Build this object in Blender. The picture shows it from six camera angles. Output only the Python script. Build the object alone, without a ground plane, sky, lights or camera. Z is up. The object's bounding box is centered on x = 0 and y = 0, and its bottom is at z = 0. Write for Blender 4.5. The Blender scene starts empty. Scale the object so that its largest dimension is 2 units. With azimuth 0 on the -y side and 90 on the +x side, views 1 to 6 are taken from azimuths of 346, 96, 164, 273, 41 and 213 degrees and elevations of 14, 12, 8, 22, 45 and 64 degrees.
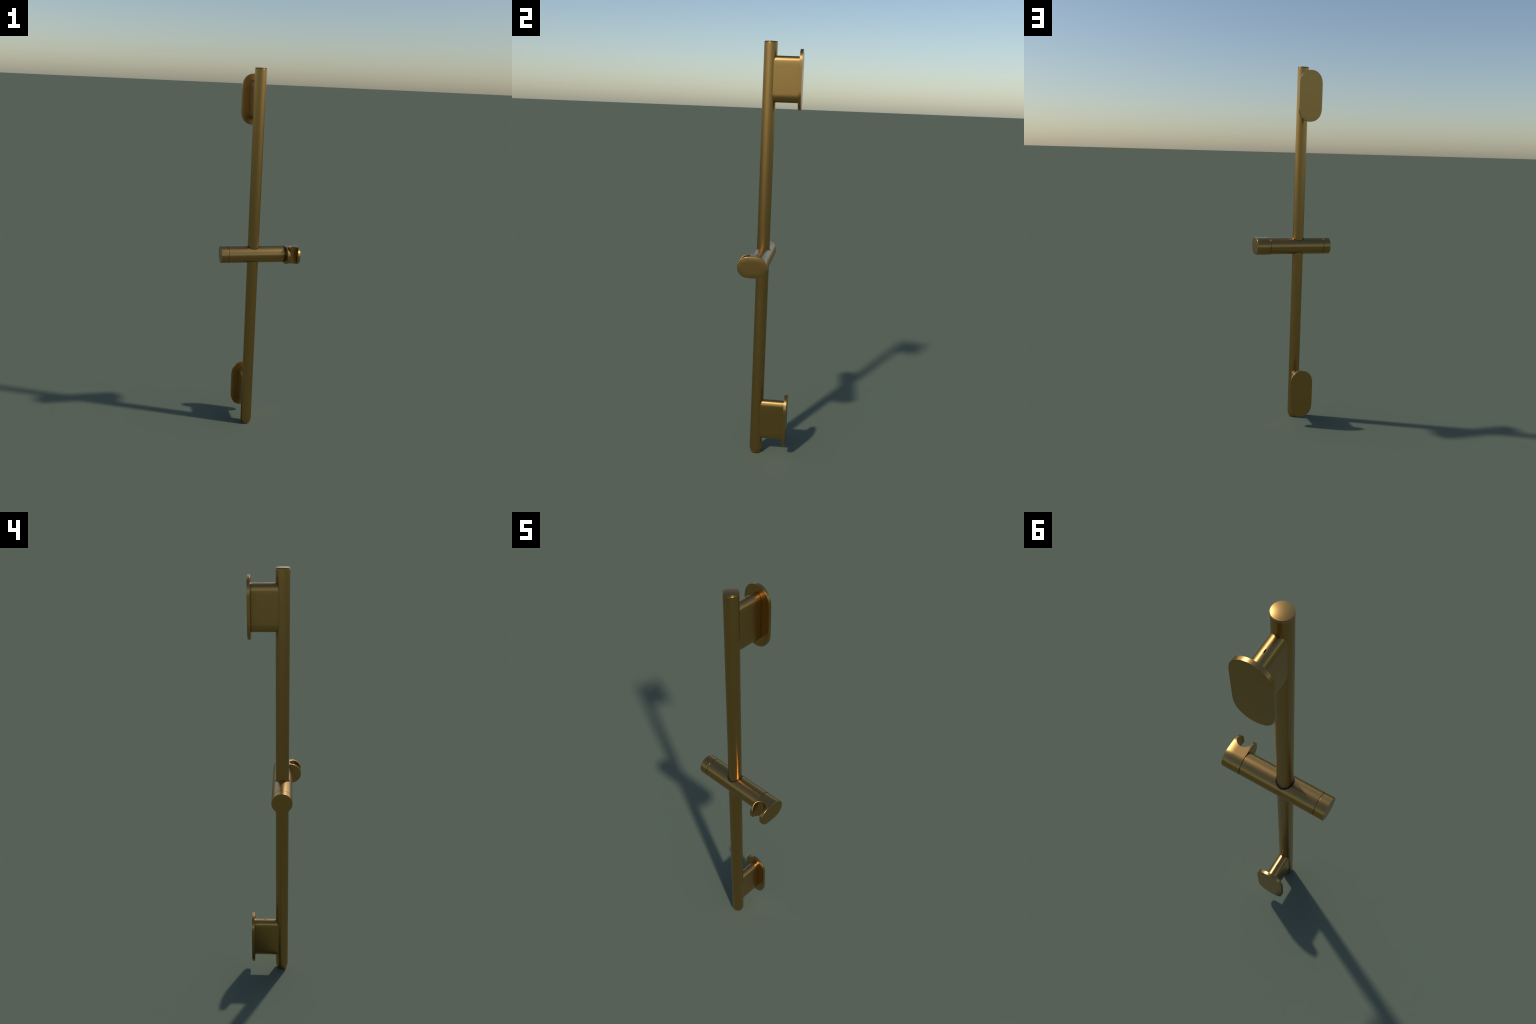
"""Wall-mounted shower slide rail in satin brushed brass.

A round vertical riser carries two stadium-section stand-off brackets with
stadium wall plates, and a horizontal slider whose end forms an open, U-cut
cradle for a hand shower.
"""
import bpy
import bmesh
import numpy as np
import math
from math import pi, cos, sin, sqrt
from mathutils import Vector

# ------------------------------------------------------------------ sizes
RX, RY = -0.0331, -0.0300          # riser axis
R_RAIL = 0.0305
Z_TOP = 2.0

ARM_R = 0.0245                     # stand-off arm: stadium section
ARM_H = 0.1033                     # half height
PLATE_R = 0.0640                   # wall plate: stadium outline
PLATE_H = 0.1353
PLATE_Y0, PLATE_Y1 = 0.1056, 0.1192
BRACKET_Z = (1.8356, 0.1805)

SL_Z = 1.0095                      # slider axis height
SL_R = 0.0467
SL_X = (-0.2155, -0.1752, 0.1356, 0.1377, 0.2150)   # end, groove, groove, cradle start, cradle end
HOLE_R = 0.0347


# -------------------------------------------------------------- materials
def metal(name, base, rough):
    m = bpy.data.materials.new(name)
    m.use_nodes = True
    nt = m.node_tree
    b = nt.nodes["Principled BSDF"]
    b.inputs["Metallic"].default_value = 1.0
    tc = nt.nodes.new("ShaderNodeTexCoord")
    n = nt.nodes.new("ShaderNodeTexNoise")
    n.inputs["Scale"].default_value = 60.0
    n.inputs["Detail"].default_value = 4.0
    nt.links.new(tc.outputs["Object"], n.inputs["Vector"])
    # the finish is very even: only a faint drift in tone and roughness
    ramp = nt.nodes.new("ShaderNodeValToRGB")
    ramp.color_ramp.elements[0].color = (*[c * 0.98 for c in base], 1)
    ramp.color_ramp.elements[1].color = (*[c * 1.02 for c in base], 1)
    nt.links.new(n.outputs["Fac"], ramp.inputs["Fac"])
    nt.links.new(ramp.outputs["Color"], b.inputs["Base Color"])
    mr = nt.nodes.new("ShaderNodeMapRange")
    mr.inputs["To Min"].default_value = rough - 0.01
    mr.inputs["To Max"].default_value = rough + 0.01
    nt.links.new(n.outputs["Fac"], mr.inputs["Value"])
    nt.links.new(mr.outputs["Result"], b.inputs["Roughness"])
    return m


def plastic(name, base, rough):
    m = bpy.data.materials.new(name)
    m.use_nodes = True
    nt = m.node_tree
    b = nt.nodes["Principled BSDF"]
    b.inputs["Roughness"].default_value = rough
    tc = nt.nodes.new("ShaderNodeTexCoord")
    n = nt.nodes.new("ShaderNodeTexNoise")
    n.inputs["Scale"].default_value = 120.0
    nt.links.new(tc.outputs["Object"], n.inputs["Vector"])
    ramp = nt.nodes.new("ShaderNodeValToRGB")
    ramp.color_ramp.elements[0].color = (*[c * 0.9 for c in base], 1)
    ramp.color_ramp.elements[1].color = (*[c * 1.1 for c in base], 1)
    nt.links.new(n.outputs["Fac"], ramp.inputs["Fac"])
    nt.links.new(ramp.outputs["Color"], b.inputs["Base Color"])
    return m


BRASS = metal("satin_brass", (0.465, 0.275, 0.088), 0.30)
BUSH = plastic("dark_blue_plastic", (0.0085, 0.0080, 0.0085), 0.4)


# ---------------------------------------------------------------- helpers
def obj_from_bm(bm, name, mat, parent=None, angle=35.0):
    bmesh.ops.recalc_face_normals(bm, faces=bm.faces)
    me = bpy.data.meshes.new(name)
    bm.to_mesh(me)
    bm.free()
    me.materials.append(mat)
    me.shade_smooth()
    me.set_sharp_from_angle(angle=angle * pi / 180)
    ob = bpy.data.objects.new(name, me)
    bpy.context.scene.collection.objects.link(ob)
    if parent:
        ob.parent = parent
    return ob


def loft(bm, rings, close_start=True, close_end=True):
    """Skin a list of closed rings (lists of points with equal counts)."""
    vs = [[bm.verts.new(p) for p in r] for r in rings]
    n = len(vs[0])
    for a, b in zip(vs, vs[1:]):
        for i in range(n):
            j = (i + 1) % n
            bm.faces.new((a[i], a[j], b[j], b[i]))
    if close_start:
        bm.faces.new(vs[0][::-1])
    if close_end:
        bm.faces.new(vs[-1])


def ring_z(cx, cy, r, z, n=96):
    return [(cx + r * cos(2 * pi * i / n), cy + r * sin(2 * pi * i / n), z) for i in range(n)]


def ring_x(r, x, n=128):
    return [(x, RY + r * cos(2 * pi * i / n), SL_Z + r * sin(2 * pi * i / n)) for i in range(n)]


def turned(name, profile, ring, mat, parent):
    """Lathe part: profile is a list of (radius, station) along the axis."""
    bm = bmesh.new()
    loft(bm, [ring(r, s) for r, s in profile])
    ob = obj_from_bm(bm, name, mat, parent)
    area_normals(ob)
    return ob


def arc(cr, cs, r, a0, a1, n=6, rs=None):
    """Profile points on a fillet (radius, station), angles in degrees."""
    rs = r if rs is None else rs
    out = []
    for i in range(n + 1):
        a = (a0 + (a1 - a0) * i / n) * pi / 180
        out.append((cr + r * cos(a), cs + rs * sin(a)))
    return out


# Soft stadium ends: (v / rise) ** power + (u / half_width) ** 2 = 1
PLATE_END = (1.31, 2.7)      # rise over half width, power
ARM_END = (1.75, 3.3)


def stadium(half_w, half_h, inset=0.0, n=20, end=(1.0, 2.0)):
    """Stadium outline in (u, v): straight sides easing into rounded ends."""
    rise, power = half_w * end[0] - inset, end[1]
    r = half_w - inset
    c = half_h - half_w * end[0]
    pts = []
    for side in (1, -1):
        for i in range(n + 1):
            a = pi * i / n
            pts.append((side * r * cos(a), side * (c + rise * max(sin(a), 0.0) ** (2.0 / power))))
    return pts


def area_normals(ob):
    """Area-weighted corner normals: broad faces stay flat, rims carry the bend."""
    me = ob.data
    sums = {}
    for p in me.polygons:
        for v in p.vertices:
            sums.setdefault(v, []).append((p.normal.copy(), p.area))
    out = [None] * len(me.loops)
    for p in me.polygons:
        for li in p.loop_indices:
            n = Vector((0, 0, 0))
            for q, a in sums[me.loops[li].vertex_index]:
                if q.dot(p.normal) > 0.7:
                    n += q * a
            out[li] = n.normalized()
    me.normals_split_custom_set(out)


def apply_boolean(ob, cutter, op):
    mod = ob.modifiers.new("cut", "BOOLEAN")
    mod.operation = op
    mod.object = cutter
    mod.solver = "EXACT"
    dg = bpy.context.evaluated_depsgraph_get()
    me = bpy.data.meshes.new_from_object(ob.evaluated_get(dg))
    ob.modifiers.clear()
    old = ob.data
    ob.data = me
    me.name = old.name
    bpy.data.meshes.remove(old)
    cm = cutter.data
    bpy.data.objects.remove(cutter)
    bpy.data.meshes.remove(cm)
    me.shade_smooth()
    me.set_sharp_from_angle(angle=35 * pi / 180)


def set_analytic_normals(ob, fn):
    """Give loops the exact surface normal wherever it agrees with the face."""
    me = ob.data
    base = [Vector(c.vector) for c in me.corner_normals]
    for p in me.polygons:
        for li in p.loop_indices:
            co = me.vertices[me.loops[li].vertex_index].co
            nn = fn(co)
            if nn is not None and nn.dot(p.normal) > 0.97:
                base[li] = nn
    me.normals_split_custom_set(base)


# ------------------------------------------------------------- the object
root = bpy.data.objects.new("shower_slide_rail", None)
root.empty_display_size = 0.1
root.location = (0, 0, 0)
bpy.context.scene.collection.objects.link(root)
root["label"] = "satin brass shower slide rail with wall brackets and handset slider"
root["category"] = "shower rail"

# ---- riser tube with rounded ends, top disc and bottom plug
rz = lambda r, z: ring_z(RX, RY, r, z)
profile = ([(0.0205, 0.0150)] + arc(R_RAIL - 0.0055, 0.0232, 0.0055, -90, 0, 8, rs=0.0082)
           + [(R_RAIL, 0.05), (R_RAIL, 1.95)]
           + [(R_RAIL, 1.9905)] + arc(R_RAIL - 0.0016, 1.9925, 0.0016, 0, 90, 6, rs=0.0022)
           + [(0.0275, 1.9947)])
rail = turned("rail", profile, rz, BRASS, root)
profile = ([(0.0270, 1.9925), (0.0286, 1.9925), (0.0286, 1.9958), (0.0292, 1.9962), (0.0302, 1.9984)]
           + arc(0.0297, 1.9990, 0.0006, 0, 80, 4) + [(r, 2.0 - 0.5 * r * r) for r in (0.024, 0.018, 0.012, 0.006)])
disc = turned("top_disc", profile, rz, BRASS, rail)


def disc_sheen_normal(co):
    """The disc face is polished very slightly convex."""
    if co.z < 1.9994:
        return None
    v = Vector((co.x - RX, co.y - RY, 0)) * (0.17 / R_RAIL)
    return (v + Vector((0, 0, 1))).normalized()


set_analytic_normals(disc, disc_sheen_normal)
profile = ([(0.008, 0.0), (0.0180, 0.0)] + arc(0.0205, 0.0045, 0.0045, -90, 0, 8)
           + arc(0.0246, 0.0132, 0.0005, 0, 80, 3) + [(0.0212, 0.0139), (0.0212, 0.0170)])
turned("bottom_plug", profile, rz, BRASS, rail)


# ---- wall brackets: stand-off arm with a screw slot, wall plate
def stadium_normal(cx, cz, half_w, half_h, end):
    rise, power = half_w * end[0], end[1]
    c = half_h - rise

    def fn(co):
        u, v = co.x - cx, co.z - cz
        v = v - max(-c, min(c, v))
        fu, fv = abs(u) / half_w, abs(v) / rise
        if abs(fu ** 2 + fv ** power - 1.0) > 0.03:
            return None
        return Vector(((1 if u > 0 else -1) * 2 * fu / half_w, 0,
                       (1 if v > 0 else -1) * power * fv ** (power - 1) / rise)).normalized()
    return fn


def make_bracket(z, parent):
    bm = bmesh.new()
    rings = []
    for y, ins in ((RY + 0.004, 0.0), (0.03, 0.0), (0.08, 0.0), (PLATE_Y0 - 0.0016, 0.0),
                   (PLATE_Y0 - 0.0011, 0.0004), (PLATE_Y0 - 0.0010, 0.0018), (PLATE_Y0 + 0.003, 0.0018)):
        rings.append([(RX + u, y, z + v) for u, v in stadium(ARM_R, ARM_H, ins, 64, ARM_END)])
    loft(bm, rings)
    arm = obj_from_bm(bm, "wall_bracket", BRASS, parent)
    # small elongated set-screw slot in the top of the arm
    bm = bmesh.new()
    slot = [(RX + u, 0.0526 + v) for u, v in stadium(0.0017, 0.0060, 0, 8)]
    loft(bm, [[(a, b, h) for a, b in slot] for h in (z + ARM_H - 0.012, z + ARM_H + 0.01)])
    apply_boolean(arm, obj_from_bm(bm, "slot_cutter", BRASS), "DIFFERENCE")
    set_analytic_normals(arm, stadium_normal(RX, z, ARM_R, ARM_H, ARM_END))

    bm = bmesh.new()
    rings = []
    e = 0.0008
    for y, ins in ((PLATE_Y0, 0.02), (PLATE_Y0, e), (PLATE_Y0 + e * 0.3, e * 0.3), (PLATE_Y0 + e, 0.0),
                   (PLATE_Y1 - e, 0.0), (PLATE_Y1 - e * 0.3, e * 0.3), (PLATE_Y1, e), (PLATE_Y1, 0.02)):
        rings.append([(RX + 0.0003 + u, y, z + v) for u, v in stadium(PLATE_R, PLATE_H, ins, 64, PLATE_END)])
    loft(bm, rings)
    plate = obj_from_bm(bm, "wall_plate", BRASS, arm)
    area_normals(plate)
    set_analytic_normals(plate, stadium_normal(RX + 0.0003, z, PLATE_R, PLATE_H, PLATE_END))
    return arm


for bz in BRACKET_Z:
    make_bracket(bz, root)

# ---- slider
xa, xb, xc, xd, xe = SL_X
c = 0.0008
body_profile = ([(0.0395, xb + 0.0010)] + [(SL_R - c, xb + 0.0010), (SL_R - 0.3 * c, xb + 0.0010 + 0.3 * c),
                 (SL_R, xb + 0.0010 + c)] + [(SL_R, xb + 0.06), (SL_R, RX - 0.045), (SL_R, RX), (SL_R, RX + 0.045),
                 (SL_R, xc - 0.05), (SL_R, xc - c), (SL_R - 0.3 * c, xc - 0.3 * c), (SL_R - c, xc), (0.0395, xc)])
slider = turned("slider", body_profile, ring_x, BRASS, root)


def hole_cutter():
    bm = bmesh.new()
    loft(bm, [ring_z(RX, RY, HOLE_R, h) for h in (SL_Z - 0.06, SL_Z + 0.06)])
    return obj_from_bm(bm, "hole_cutter", BRASS)


def radial(co):
    v = Vector((0, co.y - RY, co.z - SL_Z))
    return v.normalized() if abs(v.length - SL_R) < 2e-4 else None


apply_boolean(slider, hole_cutter(), "DIFFERENCE")
set_analytic_normals(slider, radial)

# end cap and the recessed cores seen in the grooves
e = 0.0008
turned("slider_cap", [(0.0200, xa)] + [(SL_R - e, xa), (SL_R - 0.3 * e, xa + 0.3 * e), (SL_R, xa + e),
       (SL_R, xb - 0.0010 - e), (SL_R - 0.3 * e, xb - 0.0010 - 0.3 * e), (SL_R - e, xb - 0.0010), (0.0395, xb - 0.0010)],
       ring_x, BRASS, slider)
for a, b in ((xb - 0.004, xb + 0.004), (xc - 0.004, xd + 0.004)):
    turned("slider_collar", [(0.0405, a), (0.0405, b)], ring_x, BRASS, slider)

# plastic bush lining the hole, its face following the round of the body
bm = bmesh.new()
N = 96
rows = []
for r, drop, sgn in ((0.0309, 0.02, 1), (0.0309, 0.0009, 1), (HOLE_R - 0.0001, 0.0009, 1), (HOLE_R - 0.0001, 0.0009, -1),
                     (0.0309, 0.0009, -1), (0.0309, 0.02, -1)):
    row = []
    for i in range(N):
        a = 2 * pi * i / N
        y = r * sin(a)
        row.append((RX + r * cos(a), RY + y, SL_Z + sgn * (sqrt(SL_R ** 2 - y * y) - drop)))
    rows.append(row)
loft(bm, rows + [rows[0]], False, False)
bmesh.ops.remove_doubles(bm, verts=bm.verts, dist=1e-6)
obj_from_bm(bm, "bush", BUSH, slider)

# ---- handset cradle: stadium block with a round upright cut open to the front
CR_R = 0.0478                      # stadium radius
CR_Z = SL_Z - 0.0009
CR_Y0, CR_Y1 = -0.0713, -0.0307    # centres of the two round ends
CUT_X, CUT_Y, CUT_R = 0.1760, -0.0925, 0.0285
DOME = 0.0013


def fillet_max(a, b, k):
    """Intersection of two distance fields with a round edge of radius k."""
    return np.minimum(-k, np.maximum(a, b)) + np.hypot(np.maximum(a + k, 0), np.maximum(b + k, 0))


def cradle_field(p):
    x, y, z = p[:, 0], p[:, 1], p[:, 2]
    yy = y - np.clip(y, CR_Y0, CR_Y1)
    d_side = np.hypot(yy, z - CR_Z) - CR_R
    rim = np.clip(1.0 + d_side / 0.024, 0.0, 1.5)      # 1 at the rim, 0 well inside
    d_end = x - (xe - DOME * rim ** 2)
    d_start = xd - x + 0.0042 * np.clip((-0.045 - y) / 0.072, 0, 1)   # inner face leans away towards the front
    d_cut = CUT_R - np.hypot(x - CUT_X, y - CUT_Y)
    # plan of the cut block: the prong tips are generously rounded
    front = CR_Y0 - CR_R - y
    k_tip = 0.0080 + 0.0036 * np.clip((x - CUT_X) / 0.02 + 0.5, 0, 1)
    plan = fillet_max(fillet_max(front, np.maximum(d_start, d_end), 0.0036), d_cut, k_tip)
    f = fillet_max(d_side, d_start, 0.0010)
    f = fillet_max(f, d_end, 0.0016)
    return fillet_max(f, plan, 0.0018)


def make_cradle(parent):
    bm = bmesh.new()
    n = 48
    outline = []
    for i in range(n + 1):
        a = -pi / 2 + pi * i / n
        outline.append((CR_Y1 + CR_R * cos(a), CR_Z + CR_R * sin(a)))
    for i in range(n + 1):
        a = pi / 2 + pi * i / n
        outline.append((CR_Y0 + CR_R * cos(a), CR_Z + CR_R * sin(a)))
    loft(bm, [[(x, y, z) for y, z in outline] for x in (xd, xe)])
    ob = obj_from_bm(bm, "handset_cradle", BRASS, parent)
    bm = bmesh.new()
    loft(bm, [ring_z(CUT_X, CUT_Y, CUT_R, h) for h in (CR_Z - 0.08, CR_Z + 0.08)])
    apply_boolean(ob, obj_from_bm(bm, "cradle_cutter", BRASS), "DIFFERENCE")
    # even fine mesh, then pull every vertex on to the exact filleted surface
    mod = ob.modifiers.new("fine", "REMESH")
    mod.mode = "VOXEL"
    mod.voxel_size = 0.0008
    dg = bpy.context.evaluated_depsgraph_get()
    me = bpy.data.meshes.new_from_object(ob.evaluated_get(dg))
    ob.modifiers.clear()
    old = ob.data
    ob.data = me
    bpy.data.meshes.remove(old)
    me.name = "handset_cradle"
    if not me.materials:
        me.materials.append(BRASS)
    nv = len(me.vertices)
    co = np.empty(nv * 3)
    me.vertices.foreach_get("co", co)
    co = co.reshape(-1, 3)
    h = 2e-5

    def grad(p):
        g = np.empty_like(p)
        for k in range(3):
            d = np.zeros(3)
            d[k] = h
            g[:, k] = (cradle_field(p + d) - cradle_field(p - d)) / (2 * h)
        return g

    for _ in range(14):
        g = grad(co)
        f = cradle_field(co)
        step = np.clip(f, -0.0008, 0.0008)[:, None] * g / np.maximum((g * g).sum(1), 0.2)[:, None]
        co = co - step
    g = grad(co)
    g /= np.linalg.norm(g, axis=1)[:, None]
    # flank normals bent, shape untouched, to bake a brighter sheen near the free end
    sheen_tilt = 0.16 * np.clip(1.0 - (xe - co[:, 0]) / 0.032, 0, 1) * (g[:, 0] < 0.5) * (np.abs(g[:, 0]) < 0.5)
    g[:, 0] += sheen_tilt
    g /= np.linalg.norm(g, axis=1)[:, None]
    me.vertices.foreach_set("co", co.ravel())
    me.update()
    me.shade_smooth()
    me.normals_split_custom_set_from_vertices([tuple(v) for v in g])
    return ob


make_cradle(slider)
